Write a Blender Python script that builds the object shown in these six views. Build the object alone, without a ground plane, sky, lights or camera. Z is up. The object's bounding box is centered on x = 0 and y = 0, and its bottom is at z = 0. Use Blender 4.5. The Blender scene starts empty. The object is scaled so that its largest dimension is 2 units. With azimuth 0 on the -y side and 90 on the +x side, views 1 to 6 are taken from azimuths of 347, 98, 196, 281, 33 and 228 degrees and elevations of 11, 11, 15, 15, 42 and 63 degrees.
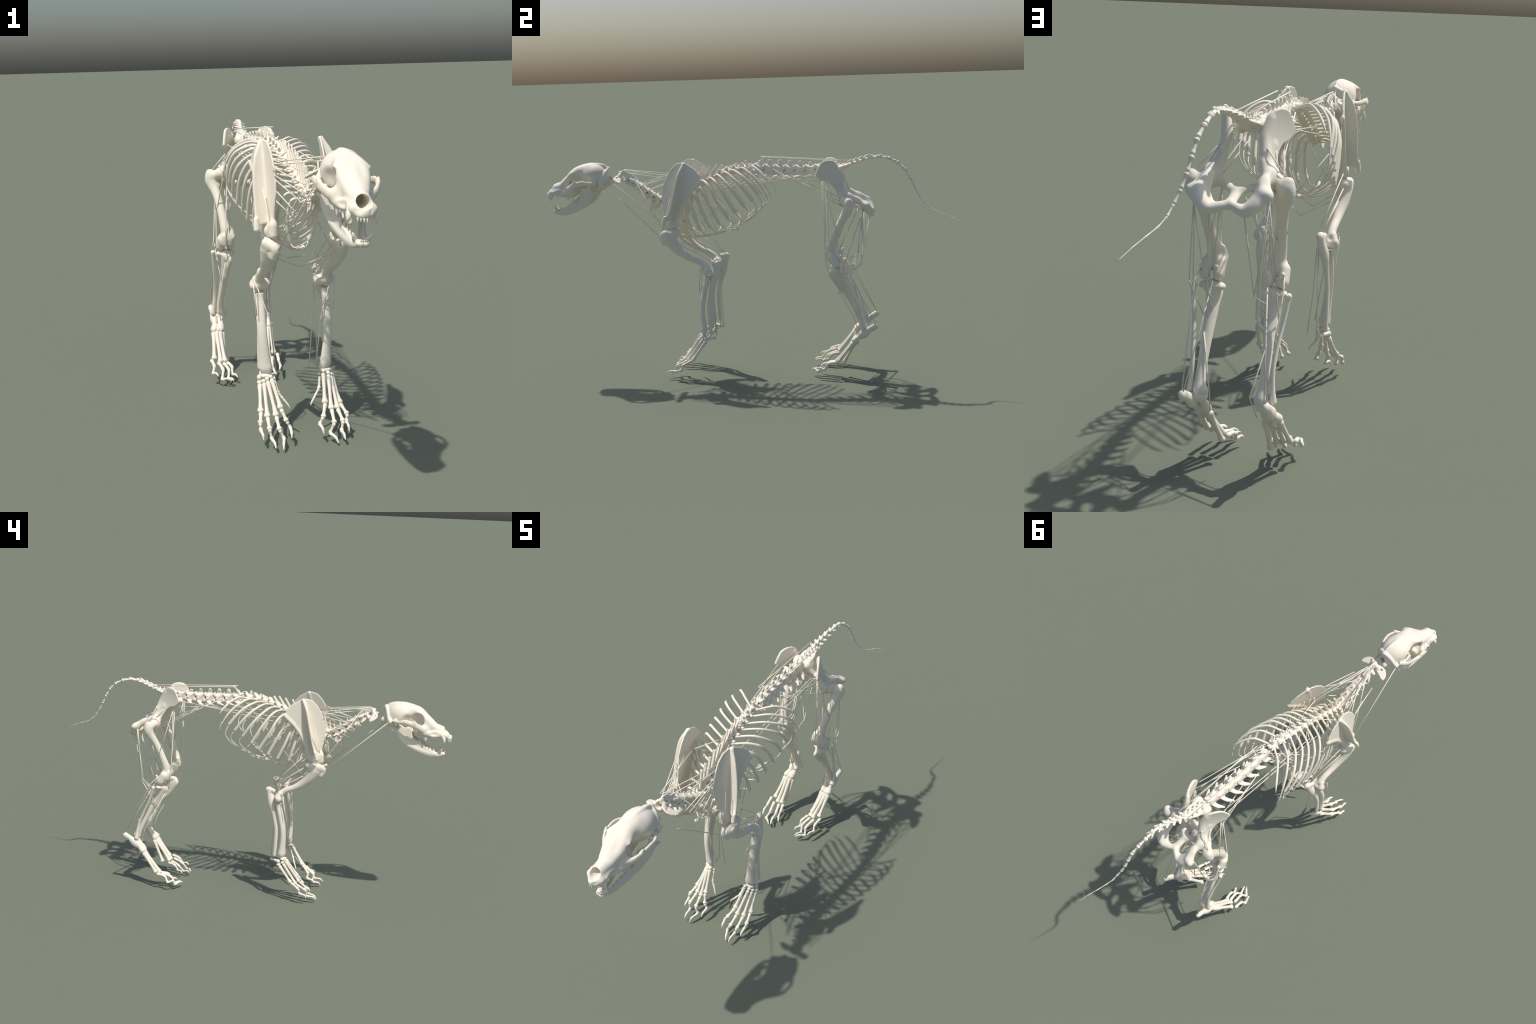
# A mounted skeleton of a long-tailed flesh-eating animal, built bone by bone.
# Every bone is a smooth blend of simple solids (tapered tubes, ellipsoids,
# bent plates), turned into a mesh by a small surface-nets mesher.
import bpy, math
import numpy as np
from mathutils import Vector, Matrix

V = lambda *a: np.array(a, float)

# ----------------------------------------------------------------- helpers
def spline(P, n=6):
    """Catmull-Rom through the rows of P (any number of columns)."""
    P = np.asarray(P, float)
    if len(P) < 3:
        t = np.linspace(0, 1, max(2, n // 2 + 1))[:, None]
        return P[0] * (1 - t) + P[-1] * t
    Q = np.vstack([2 * P[0] - P[1], P, 2 * P[-1] - P[-2]])
    out = []
    for i in range(1, len(Q) - 2):
        a, b, c, d = Q[i - 1], Q[i], Q[i + 1], Q[i + 2]
        for t in np.linspace(0, 1, n, endpoint=False):
            out.append(0.5 * (2 * b + (c - a) * t + (2 * a - 5 * b + 4 * c - d) * t * t
                              + (3 * b - a - 3 * c + d) * t ** 3))
    out.append(P[-1])
    return np.array(out)


def smin(a, b, k):
    if k <= 0:
        return np.minimum(a, b)
    h = np.maximum(k - np.abs(a - b), 0) / k
    return np.minimum(a, b) - h * h * k * 0.25


class Bone:
    """A solid made of blended primitives; build() turns it into a mesh."""

    def __init__(self, sym=None, k=0.006):
        self.ops, self.pts, self.sym, self.k = [], [], sym, k

    def _add(self, fn, sign, k):
        self.ops.append((fn, sign, self.k if k is None else k))

    def _bound(self, P, r):
        for p, q in zip(np.atleast_2d(P), np.broadcast_to(r, (len(np.atleast_2d(P)),))):
            self.pts.append((np.asarray(p, float), float(q)))

    def tube(self, P, R, flat=None, k=None, sub=False, n=4):
        """Tapered tube through P with radii R; flat=(direction, factor) thins it."""
        P = np.asarray(P, float)
        R = np.broadcast_to(np.asarray(R, float), (len(P),))
        S = spline(np.c_[P, R], n)
        C, r = S[:, :3], np.maximum(S[:, 3], 1e-4)
        if flat is not None:
            nv = np.asarray(flat[0], float)
            nv = nv / np.linalg.norm(nv)
            fk = float(flat[1])

        def fn(p):
            best = None
            for i in range(len(C) - 1):
                a, ab = C[i], C[i + 1] - C[i]
                L2 = ab @ ab
                if L2 < 1e-14:
                    continue
                q = p - a
                t = np.clip(q @ ab / L2, 0, 1)
                q = q - t[:, None] * ab
                dd = np.einsum('ij,ij->i', q, q)
                if flat is not None:
                    m = q @ nv
                    dd = dd + (fk * fk - 1) * m * m
                d = np.sqrt(np.maximum(dd, 0)) - (r[i] + t * (r[i + 1] - r[i]))
                best = d if best is None else np.minimum(best, d)
            return best / fk ** 0.5 if flat is not None else best
        self._add(fn, -1 if sub else 1, k)
        if not sub:
            self._bound(C, r)
        return self

    def ell(self, c, r, rot=None, k=None, sub=False):
        c, r = np.asarray(c, float), np.asarray(r, float)
        M = None if rot is None else np.asarray(rot, float)

        def fn(p):
            q = p - c
            if M is not None:
                q = q @ M
            k0 = np.linalg.norm(q / r, axis=1)
            k1 = np.linalg.norm(q / (r * r), axis=1)
            return k0 * (k0 - 1) / np.maximum(k1, 1e-9)
        self._add(fn, -1 if sub else 1, k)
        if not sub:
            self._bound(c, r.max())
        return self

    def plate(self, outline, axes, bend, t, rnd=0.002, k=None):
        """Sheet with a closed outline in axes (u, v), lifted along n by bend(u, v)."""
        iu, iv, iw = axes
        O = np.asarray(outline, float)

        def fn(p):
            u, v = p[:, iu], p[:, iv]
            w = p[:, iw] - bend(u, v)
            d2 = np.full(len(p), 1e9)
            inside = np.zeros(len(p), bool)
            for i in range(len(O)):
                a, b = O[i], O[(i + 1) % len(O)]
                e = b - a
                qu, qv = u - a[0], v - a[1]
                s = np.clip((qu * e[0] + qv * e[1]) / (e @ e), 0, 1)
                d2 = np.minimum(d2, (qu - s * e[0]) ** 2 + (qv - s * e[1]) ** 2)
                c = (a[1] > v) != (b[1] > v)
                if abs(e[1]) > 1e-12:
                    inside ^= c & (u < e[0] * (v - a[1]) / e[1] + a[0])
            d = np.sqrt(d2)
            d = np.where(inside, -d, d)
            tt = t(u, v) if callable(t) else t
            dx, dw = d + rnd, np.abs(w) - tt + rnd
            return (np.minimum(np.maximum(dx, dw), 0)
                    + np.hypot(np.maximum(dx, 0), np.maximum(dw, 0)) - rnd)
        self._add(fn, 1, k)
        for a in O:
            q = np.zeros(3)
            q[iu], q[iv] = a
            q[iw] = float(np.ravel(bend(np.array([a[0]]), np.array([a[1]])))[0])
            self._bound(q, 0.012)
        return self

    def eval(self, p):
        if self.sym is not None:
            ax, c = self.sym
            p = p.copy()
            p[:, ax] = np.abs(p[:, ax] - c)
        d = None
        for fn, sg, k in self.ops:
            v = fn(p)
            if d is None:
                d = v
            elif sg > 0:
                d = smin(d, v, k)
            else:
                d = -smin(-d, v, k)
        return d

    def mesh(self, h):
        P = np.array([p for p, _ in self.pts])
        R = np.array([r for _, r in self.pts])
        if self.sym is not None:
            ax, c = self.sym
            A, B = P.copy(), P.copy()
            A[:, ax] = c + P[:, ax]
            B[:, ax] = c - P[:, ax]
            P, R = np.vstack([A, B]), np.r_[R, R]
            axes = np.eye(3)
        else:
            c0 = P.mean(0)
            _, _, axes = np.linalg.svd(P - c0 + 1e-9)
            if np.linalg.det(axes) < 0:
                axes[2] *= -1
        L = P @ axes.T
        lo = (L - R[:, None]).min(0) - 3.2 * h
        hi = (L + R[:, None]).max(0) + 3.2 * h
        B = 5
        n = (np.ceil((hi - lo) / h / B).astype(int)) * B
        nb = n // B
        # coarse pass picks the blocks near the surface
        g = [lo[i] + (np.arange(nb[i]) + 0.5) * B * h for i in range(3)]
        G = np.stack(np.meshgrid(*g, indexing='ij'), -1).reshape(-1, 3)
        dc = self.eval(G @ axes).reshape(nb)
        near = np.abs(dc) < B * h * 1.45
        D = np.repeat(np.repeat(np.repeat(np.where(dc < 0, -1.0, 1.0), B, 0), B, 1), B, 2)
        M = np.repeat(np.repeat(np.repeat(near, B, 0), B, 1), B, 2)
        idx = np.argwhere(M)
        D[M] = self.eval((lo + (idx + 0.5) * h) @ axes)
        v, q = surface_nets(D)
        v = (lo + (v + 0.5) * h) @ axes
        return v, q


def surface_nets(D):
    S = D < 0
    n = np.array(D.shape)
    acc = np.zeros(n - 1, np.int8)
    for o in np.ndindex(2, 2, 2):
        acc += S[o[0]:n[0] - 1 + o[0], o[1]:n[1] - 1 + o[1], o[2]:n[2] - 1 + o[2]]
    cells = np.argwhere((acc > 0) & (acc < 8))
    cid = np.full(n - 1, -1, np.int64)
    cid[tuple(cells.T)] = np.arange(len(cells))
    pos, cnt = np.zeros((len(cells), 3)), np.zeros(len(cells))
    for ax in range(3):
        for o in np.ndindex(2, 2):
            a = np.zeros(3, int)
            oth = [i for i in range(3) if i != ax]
            a[oth[0]], a[oth[1]] = o
            b = a.copy()
            b[ax] = 1
            da, db = D[tuple((cells + a).T)], D[tuple((cells + b).T)]
            m = (da < 0) != (db < 0)
            t = np.where(m, da / np.where(m, da - db, 1), 0)
            c = np.broadcast_to(a.astype(float), (len(cells), 3)).copy()
            c[:, ax] += t
            pos += c * m[:, None]
            cnt += m
    v = cells + pos / np.maximum(cnt, 1)[:, None]
    quads = []
    for ax in range(3):
        o1, o2 = (ax + 1) % 3, (ax + 2) % 3
        sl0, sl1 = [slice(None)] * 3, [slice(None)] * 3
        sl0[ax], sl1[ax] = slice(0, -1), slice(1, None)
        e = S[tuple(sl0)] != S[tuple(sl1)]
        E = np.argwhere(e)
        E = E[(E[:, o1] > 0) & (E[:, o2] > 0) & (E[:, o1] < n[o1] - 1) & (E[:, o2] < n[o2] - 1)]
        ins = S[tuple(E.T)]
        d1, d2 = np.zeros(3, int), np.zeros(3, int)
        d1[o1], d2[o2] = 1, 1
        f = np.stack([cid[tuple((E - d1 - d2).T)], cid[tuple((E - d2).T)],
                      cid[tuple(E.T)], cid[tuple((E - d1).T)]], 1)
        f[~ins] = f[~ins][:, ::-1]
        quads.append(f)
    q = np.vstack(quads)
    return v, q[(q >= 0).all(1)]


# --------------------------------------------------------------- materials
def bone_material(name, light, dark, rough, scale, bump):
    m = bpy.data.materials.new(name)
    m.use_nodes = True
    nt = m.node_tree
    bs = nt.nodes['Principled BSDF']
    tc = nt.nodes.new('ShaderNodeTexCoord')
    n1 = nt.nodes.new('ShaderNodeTexNoise')
    n1.inputs['Scale'].default_value = scale
    n1.inputs['Detail'].default_value = 4
    n2 = nt.nodes.new('ShaderNodeTexNoise')
    n2.inputs['Scale'].default_value = scale * 14
    n2.inputs['Detail'].default_value = 3
    ramp = nt.nodes.new('ShaderNodeValToRGB')
    ramp.color_ramp.elements[0].position, ramp.color_ramp.elements[1].position = 0.3, 0.6
    ramp.color_ramp.elements[0].color = (*dark, 1)
    ramp.color_ramp.elements[1].color = (*light, 1)
    bp = nt.nodes.new('ShaderNodeBump')
    bp.inputs['Strength'].default_value = bump
    bp.inputs['Distance'].default_value = 0.001
    for nn in (n1, n2):
        nt.links.new(tc.outputs['Object'], nn.inputs['Vector'])
    nt.links.new(n1.outputs['Fac'], ramp.inputs['Fac'])
    nt.links.new(ramp.outputs['Color'], bs.inputs['Base Color'])
    nt.links.new(n2.outputs['Fac'], bp.inputs['Height'])
    nt.links.new(bp.outputs['Normal'], bs.inputs['Normal'])
    bs.inputs['Roughness'].default_value = rough
    bs.inputs['Specular IOR Level'].default_value = 0.25
    return m


BONE = bone_material('pale_bone', (0.83, 0.775, 0.665), (0.81, 0.75, 0.635), 0.6, 9, 0.05)
TOOTH = bone_material('tooth_enamel', (0.84, 0.79, 0.685), (0.82, 0.77, 0.665), 0.45, 30, 0.02)
CORD = bone_material('pale_cord', (0.82, 0.765, 0.655), (0.80, 0.745, 0.635), 0.65, 20, 0.0)

ROOT = bpy.data.objects.new('animal_skeleton', None)
bpy.context.scene.collection.objects.link(ROOT)
ROOT['label'] = 'pale standing dog-like animal skeleton with long tail and thin cords'
ROOT['category'] = 'animal skeleton'


def put(name, verts, faces, mat=BONE, parent=ROOT, smooth=True):
    me = bpy.data.meshes.new(name)
    me.from_pydata(np.asarray(verts).tolist(), [], [list(map(int, f)) for f in faces])
    me.polygons.foreach_set('use_smooth', [smooth] * len(me.polygons))
    me.materials.append(mat)
    me.update()
    ob = bpy.data.objects.new(name, me)
    bpy.context.scene.collection.objects.link(ob)
    ob.parent = parent
    return ob


def build(name, bone, h=0.002, frame=None, mat=BONE, parent=ROOT):
    v, q = bone.mesh(h)
    if frame is not None:
        o, A = frame          # rows of A: local axes in the world
        v = o + v @ A
    return put(name, v, q, mat, parent)


def lerp(a, b, t):
    return np.asarray(a, float) * (1 - t) + np.asarray(b, float) * t


# ------------------------------------------------------------------- skull
# local axes: f forward, l to the animal's left, u up
HO = V(0.012, -0.80, 0.95)
HF = V(-0.052, -0.9986, 0.0)
HF /= np.linalg.norm(HF)
HL = V(0.997, -0.05, -0.058)
HL -= HF * (HL @ HF)
HL /= np.linalg.norm(HL)
HU = np.cross(HF, HL)
HEAD = (HO, np.array([HF, HL, HU]))
CHIN = (HO + V(0.006, 0, 0), HEAD[1])          # the jaw hangs a little to the left


def skull():
    b = Bone(sym=(1, 0.0), k=0.012)
    b.ell((-0.052, 0, 0.026), (0.076, 0.060, 0.060))
    b.ell((-0.098, 0, 0.004), (0.032, 0.046, 0.036), k=0.018)
    # forehead sloping to the muzzle
    b.tube([(-0.03, 0, 0.048), (0.02, 0, 0.040), (0.055, 0, 0.018), (0.082, 0, -0.003)],
           (0.034, 0.033, 0.031, 0.026), k=0.02)
    b.tube([(-0.035, 0.006, 0.055), (0.015, 0.015, 0.048), (0.040, 0.025, 0.036), (0.065, 0.026, 0.014), (0.10, 0.017, -0.014)],
           (0.028, 0.028, 0.025, 0.022, 0.018), k=0.010)
    b.tube([(0.030, 0.030, 0.048), (0.044, 0.050, 0.046)], (0.015, 0.004), flat=((0.4, 0, 1), 1.5), k=0.012)
    b.tube([(-0.128, 0, 0.060), (-0.10, 0, 0.078), (-0.06, 0, 0.084), (0, 0, 0.076)],
           (0.006, 0.006, 0.004, 0.003), k=0.012)
    b.tube([(-0.129, 0, 0.062), (-0.119, 0.028, 0.045), (-0.108, 0.050, 0.012), (-0.098, 0.058, -0.008)],
           (0.006, 0.006, 0.006, 0.007), k=0.010)
    # muzzle
    b.tube([(0.075, 0, -0.012), (0.108, 0, -0.029), (0.138, 0, -0.035), (0.160, 0, -0.043), (0.186, 0, -0.058)],
           (0.036, 0.032, 0.028, 0.025, 0.012), k=0.013)
    b.tube([(0.045, 0.044, -0.042), (0.09, 0.036, -0.048), (0.135, 0.027, -0.050), (0.165, 0.025, -0.052)],
           (0.018, 0.017, 0.014, 0.014), k=0.012)
    b.tube([(0.165, 0.022, -0.056), (0.181, 0.014, -0.066), (0.188, 0.004, -0.067)], (0.013, 0.009, 0.008), k=0.008)
    b.ell((0.055, 0.028, -0.022), (0.036, 0.026, 0.034))
    # base of the braincase
    b.tube([(0.05, 0, -0.03), (-0.03, 0, -0.018), (-0.125, 0, 0.0)], (0.020, 0.020, 0.020), k=0.015)
    b.tube([(0.045, 0.024, -0.050), (0.012, 0.020, -0.045), (-0.02, 0.018, -0.03)], (0.008, 0.006, 0.006), k=0.008)
    b.ell((-0.085, 0.036, -0.014), (0.023, 0.018, 0.018), k=0.008)
    # eye socket and temple
    b.ell((0.030, 0.062, 0.011), (0.034, 0.043, 0.038), sub=True, k=0.005)
    b.ell((-0.004, 0.070, -0.006), (0.044, 0.038, 0.050), sub=True, k=0.012)
    # cheek arch
    b.tube([(0.068, 0.044, -0.026), (0.052, 0.064, -0.026), (0.026, 0.083, -0.008), (-0.018, 0.088, 0.004),
            (-0.052, 0.080, -0.001), (-0.076, 0.060, -0.002)],
           (0.018, 0.015, 0.013, 0.0115, 0.0095, 0.011), flat=((0.25, 1, 0.1), 2.1), k=0.008)
    b.tube([(0.022, 0.084, 0.002), (0.017, 0.086, 0.015)], (0.007, 0.003), k=0.008)
    b.tube([(-0.100, 0.052, 0.0), (-0.110, 0.046, -0.026)], (0.010, 0.006), k=0.008)
    b.ell((-0.134, 0.018, -0.003), (0.014, 0.011, 0.014), k=0.006)
    # openings
    b.tube([(-0.17, 0, 0.013), (-0.10, 0, 0.013)], 0.012, sub=True, k=0.004)
    b.tube([(0.206, 0, -0.022), (0.166, 0, -0.034), (0.10, 0, -0.034)], (0.022, 0.0205, 0.015), sub=True, k=0.003)
    b.ell((-0.083, 0.060, -0.010), (0.007, 0.012, 0.007), sub=True, k=0.002)
    b.ell((0.098, 0.046, -0.030), (0.008, 0.010, 0.005), sub=True, k=0.003)
    b.ell((0.056, 0.036, 0.0), (0.012, 0.008, 0.007), sub=True, k=0.003)
    b.ell((0.122, 0.058, -0.046), (0.026, 0.022, 0.015), sub=True, k=0.010)
    ob = build('skull', b, 0.0022, HEAD)
    return ob


JAW = [(0.166, -0.146), (0.150, -0.157), (0.114, -0.164), (0.085, -0.159), (0.041, -0.144), (-0.002, -0.124),
       (-0.034, -0.101), (-0.053, -0.075), (-0.064, -0.055), (-0.088, -0.048), (-0.084, -0.040), (-0.060, -0.044),
       (-0.056, -0.028), (-0.052, -0.014), (-0.036, -0.020), (-0.026, -0.028), (-0.013, -0.026), (0.005, -0.028),
       (0.010, -0.055), (0.016, -0.076), (0.027, -0.088), (0.055, -0.101), (0.082, -0.118), (0.108, -0.132),
       (0.132, -0.139), (0.158, -0.136)]
JF = [-0.09, -0.05, 0.0, 0.04, 0.08, 0.12, 0.15, 0.17]
JL = [0.065, 0.058, 0.044, 0.033, 0.0235, 0.0155, 0.011, 0.008]


def lower_jaw():
    b = Bone(sym=(1, 0.0), k=0.006)
    b.plate(JAW, (0, 2, 1), lambda f, u: np.interp(f, JF, JL),
            lambda f, u: 0.0045 + 0.0035 * np.clip((f + 0.01) / 0.06, 0, 1), rnd=0.003)
    b.tube([(0.0, 0.044, -0.113), (0.045, 0.032, -0.131), (0.09, 0.0215, -0.145), (0.13, 0.014, -0.150)],
           (0.008, 0.010, 0.010, 0.010), k=0.008)
    b.tube([(0.125, 0.014, -0.150), (0.163, 0.006, -0.146)], (0.010, 0.009), k=0.008)
    b.tube([(-0.050, 0.048, -0.018), (-0.050, 0.070, -0.018)], 0.006, k=0.006)
    return build('lower_jaw', b, 0.0022, CHIN)


def tooth(parent, base, tip, r, flat=None, cusps=()):
    frame = CHIN if parent.name.startswith('lower') else HEAD
    b = Bone(k=0.002)
    mid = lerp(base, tip, 0.5)
    b.tube([base, mid, tip], (r, r * 0.72, 0.0008), flat=flat)
    for c, t, rr in cusps:
        b.tube([c, t], (rr, 0.001), flat=flat, k=0.003)
    return build('tooth', b, 0.0012, frame, TOOTH, parent)


def teeth(sk, jw):
    for s in (1, -1):
        # upper row
        for i, l in enumerate((0.0035, 0.0105, 0.0175)):
            f = 0.192 - i * 0.004
            tooth(sk, (f - 0.004, s * l, -0.064), (f + 0.004 - 0.001 * i, s * (l + 0.001), -0.084), 0.0048)
        b = Bone()
        b.tube([(0.150, s * 0.030, -0.048), (0.160, s * 0.035, -0.064), (0.164, s * 0.038, -0.078), (0.161, s * 0.039, -0.091)],
               (0.010, 0.0086, 0.0062, 0.001))
        build('tooth', b, 0.0012, HEAD, TOOTH, sk)
        for f, hgt, ln in ((0.132, 0.010, 0.006), (0.114, 0.012, 0.008), (0.096, 0.013, 0.009)):
            l = s * np.interp(f, (0.05, 0.15), (0.044, 0.030))
            tooth(sk, (f, l, -0.058), (f - 0.002, l, -0.060 - hgt), ln, ((0, 1, 0), 2.0),
                  [((f - ln * 0.8, l, -0.060), (f - ln * 0.9, l, -0.067), 0.004)])
        tooth(sk, (0.074, s * 0.043, -0.056), (0.076, s * 0.045, -0.087), 0.012, ((0, 1, 0), 1.9),
              [((0.062, s * 0.044, -0.060), (0.060, s * 0.045, -0.079), 0.008)])
        tooth(sk, (0.050, s * 0.038, -0.056), (0.050, s * 0.042, -0.074), 0.011, None,
              [((0.047, s * 0.030, -0.058), (0.046, s * 0.028, -0.070), 0.007)])
        tooth(sk, (0.034, s * 0.036, -0.052), (0.033, s * 0.038, -0.064), 0.007)
        # lower row
        for i, l in enumerate((0.003, 0.008)):
            tooth(jw, (0.164, s * l, -0.142), (0.172, s * l, -0.134), 0.0035)
        b = Bone()
        b.tube([(0.140, s * 0.015, -0.140), (0.149, s * 0.021, -0.132), (0.154, s * 0.026, -0.122), (0.153, s * 0.030, -0.112)],
               (0.008, 0.0068, 0.0045, 0.001))
        build('tooth', b, 0.0012, CHIN, TOOTH, jw)
        for f in (0.118, 0.102, 0.086, 0.069):
            u = np.interp(f, (0.055, 0.082, 0.108, 0.132), (-0.101, -0.118, -0.132, -0.139))
            l = s * np.interp(f, JF, JL)
            tooth(jw, (f, l, u - 0.002), (f - 0.002, l, u + 0.012), 0.0065, ((0, 1, 0), 1.9))
        l = s * 0.0325
        tooth(jw, (0.046, l, -0.098), (0.049, l, -0.078), 0.010, ((0, 1, 0), 1.9),
              [((0.056, l, -0.101), (0.060, l, -0.088), 0.006), ((0.036, l, -0.093), (0.035, l, -0.082), 0.006)])
        tooth(jw, (0.024, s * 0.038, -0.088), (0.024, s * 0.038, -0.076), 0.006, ((0, 1, 0), 1.6))


# --------------------------------------------------------------- vertebrae
def vframe(c, a):
    """Local axes for a vertebra: a towards the tail, l left, u up."""
    a = np.asarray(a, float) / np.linalg.norm(a)
    l = V(1, 0, 0) - a * a[0]
    l /= np.linalg.norm(l)
    u = np.cross(l, a)
    if u[2] < 0:
        u = -u
    return (np.asarray(c, float), np.array([a, l, u]))


def to_local(fr, p):
    return fr[1] @ (np.asarray(p, float) - fr[0])


NECK = np.array([(0.018, -0.622, 0.964), (0.019, -0.578, 0.946), (0.021, -0.536, 0.923), (0.023, -0.503, 0.900),
                 (0.024, -0.470, 0.877), (0.024, -0.440, 0.858), (0.023, -0.412, 0.847)])
THORAX = np.array([(0.022, -0.388, 0.848), (0.021, -0.361, 0.860), (0.020, -0.331, 0.874), (0.019, -0.300, 0.889),
                   (0.018, -0.269, 0.904), (0.017, -0.237, 0.920), (0.015, -0.205, 0.936), (0.013, -0.172, 0.950),
                   (0.012, -0.139, 0.962), (0.011, -0.108, 0.972), (0.010, -0.077, 0.980), (0.009, -0.044, 0.986),
                   (0.008, -0.004, 0.989)])
T_TIP = np.array([(0.023, -0.375, 0.954), (0.023, -0.347, 0.965), (0.022, -0.315, 0.974), (0.021, -0.283, 0.986),
                  (0.021, -0.252, 0.995), (0.020, -0.216, 1.008), (0.019, -0.180, 1.013), (0.017, -0.149, 1.019),
                  (0.019, -0.123, 1.018), (0.016, -0.100, 1.010), (0.014, -0.084, 1.013), (0.012, -0.055, 1.023),
                  (0.011, -0.006, 1.035)])
LUMBAR = np.array([(0.006, 0.057, 0.984), (0.003, 0.104, 0.981), (0.000, 0.152, 0.978), (-0.003, 0.200, 0.976),
                   (-0.004, 0.249, 0.975), (-0.004, 0.299, 0.976), (-0.003, 0.345, 0.979)])
L_TIP = np.array([(0.009, 0.058, 1.037), (0.003, 0.104, 1.039), (0.002, 0.153, 1.037), (-0.004, 0.200, 1.034),
                  (-0.007, 0.249, 1.030), (-0.007, 0.300, 1.024), (-0.005, 0.346, 1.018)])


def atlas():
    fr = vframe(NECK[0], NECK[1] - NECK[0])
    b = Bone(sym=(1, 0.0), k=0.006)
    b.ell((0, 0, 0.004), (0.014, 0.026, 0.024))
    b.tube([(-0.006, 0, 0.026), (0.002, 0, 0.028)], 0.008)
    wing = [(-0.013, 0.016), (-0.018, 0.030), (-0.016, 0.046), (-0.006, 0.060), (0.008, 0.069), (0.024, 0.071), (0.027, 0.060),
            (0.021, 0.044), (0.014, 0.020)]
    b.plate(wing, (0, 1, 2), lambda a, l: 0.004 - 0.32 * (l - 0.02), 0.0042, rnd=0.003, k=0.008)
    b.tube([(-0.03, 0, 0.008), (0.03, 0, 0.008)], 0.0125, sub=True, k=0.003)
    b.tube([(-0.030, 0.0, 0.002), (-0.012, 0.0, 0.002)], (0.019, 0.010), sub=True, k=0.003)
    b.ell((-0.004, 0.034, 0.004), (0.005, 0.005, 0.02), sub=True, k=0.002)
    build('cervical_vertebra', b, 0.0018, fr)


def axis_vertebra():
    fr = vframe(NECK[1], NECK[2] - NECK[0])
    tl = lambda p: to_local(fr, p)
    b = Bone(sym=(1, 0.0), k=0.006)
    b.tube([(-0.032, 0, -0.002), (-0.02, 0, -0.002), (0.022, 0, -0.004)], (0.006, 0.013, 0.013), flat=((0, 0, 1), 1.25))
    b.ell((-0.016, 0.016, -0.001), (0.008, 0.012, 0.010))
    b.tube([(-0.012, 0, 0.015), (0.016, 0, 0.015)], (0.014, 0.015), flat=((0, 0, 1), 1.15))
    F, R = tl((0.019, -0.607, 1.001)), tl((0.024, -0.543, 0.970))
    blade = [(F[0] - 0.003, F[2] - 0.004), (F[0] + 0.004, F[2] + 0.003), (F[0] * 0.45 + R[0] * 0.55, F[2] * 0.45 + R[2] * 0.55 + 0.007),
             (R[0], R[2]), (R[0] + 0.004, R[2] - 0.012), (0.012, 0.016), (-0.012, 0.018), (F[0] + 0.008, F[2] - 0.020)]
    b.plate(blade, (0, 2, 1), lambda a, u: 0 * a, 0.0045, rnd=0.003, k=0.008)
    b.tube([(0.012, 0.012, 0.016), (0.026, 0.017, 0.018)], (0.008, 0.006))
    b.tube([(0.006, 0.012, -0.006), (0.024, 0.026, -0.010)], (0.006, 0.0035))
    b.tube([(-0.04, 0, 0.012), (0.04, 0, 0.012)], 0.008, sub=True, k=0.002)
    b.tube([(0.001, 0.02, 0.010), (0.001, -0.001, 0.010)], 0.005, sub=True, k=0.002)
    build('cervical_vertebra', b, 0.0018, fr)


def cervical(i):
    nxt = NECK[i + 1] if i < 6 else THORAX[0]
    fr = vframe(NECK[i], nxt - NECK[i - 1])
    L = np.linalg.norm(nxt - NECK[i - 1]) / 2
    b = Bone(sym=(1, 0.0), k=0.005)
    b.tube([(-0.46 * L, 0, -0.003), (0, 0, -0.003), (0.46 * L, 0, -0.004)], (0.012, 0.011, 0.013), flat=((0, 0, 1), 1.15))
    b.tube([(-0.34 * L, 0.007, 0.017), (0.34 * L, 0.007, 0.018)], (0.011, 0.011), flat=((0, 0, 1), 1.5))
    b.ell((-0.06 * L, 0.0115, 0.008), (0.36 * L, 0.0065, 0.012))
    b.tube([(-0.2 * L, 0.013, 0.014), (-0.58 * L, 0.019, 0.018)], (0.007, 0.0055))
    b.tube([(0.2 * L, 0.013, 0.015), (0.58 * L, 0.018, 0.020)], (0.007, 0.0055))
    sp = (0.006, 0.012, 0.017, 0.022, 0.045)[i - 2]
    b.tube([(0.02 * L, 0, 0.02), (-0.18 * L, 0, 0.024 + sp)], (0.006, 0.003), flat=((0, 1, 0), 1.7))
    # side processes: a dorsal prong back, a ventral flange forward
    b.tube([(0, 0.012, -0.004), (0.012, 0.032, -0.004)], (0.006, 0.0035))
    if i < 6:
        b.tube([(-0.002, 0.011, -0.008), (-0.014, 0.024, -0.022)], (0.006, 0.0035))
    if i == 5:
        b.plate([(-0.020, -0.010), (0.014, -0.008), (0.024, -0.034), (0.016, -0.046), (-0.010, -0.042)], (0, 2, 1),
                lambda a, u: 0.012 - 0.25 * (u + 0.01), 0.003, rnd=0.002)
    b.tube([(-L, 0, 0.013), (L, 0, 0.013)], 0.0075, sub=True, k=0.002)
    b.tube([(-0.004, 0.016, -0.004), (0.004, 0.016, -0.004)], 0.002, sub=True, k=0.001)
    b.ell((0.52 * L, 0.013, 0.008), (0.006, 0.012, 0.006), sub=True, k=0.002)
    build('cervical_vertebra', b, 0.0018, fr)


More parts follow.
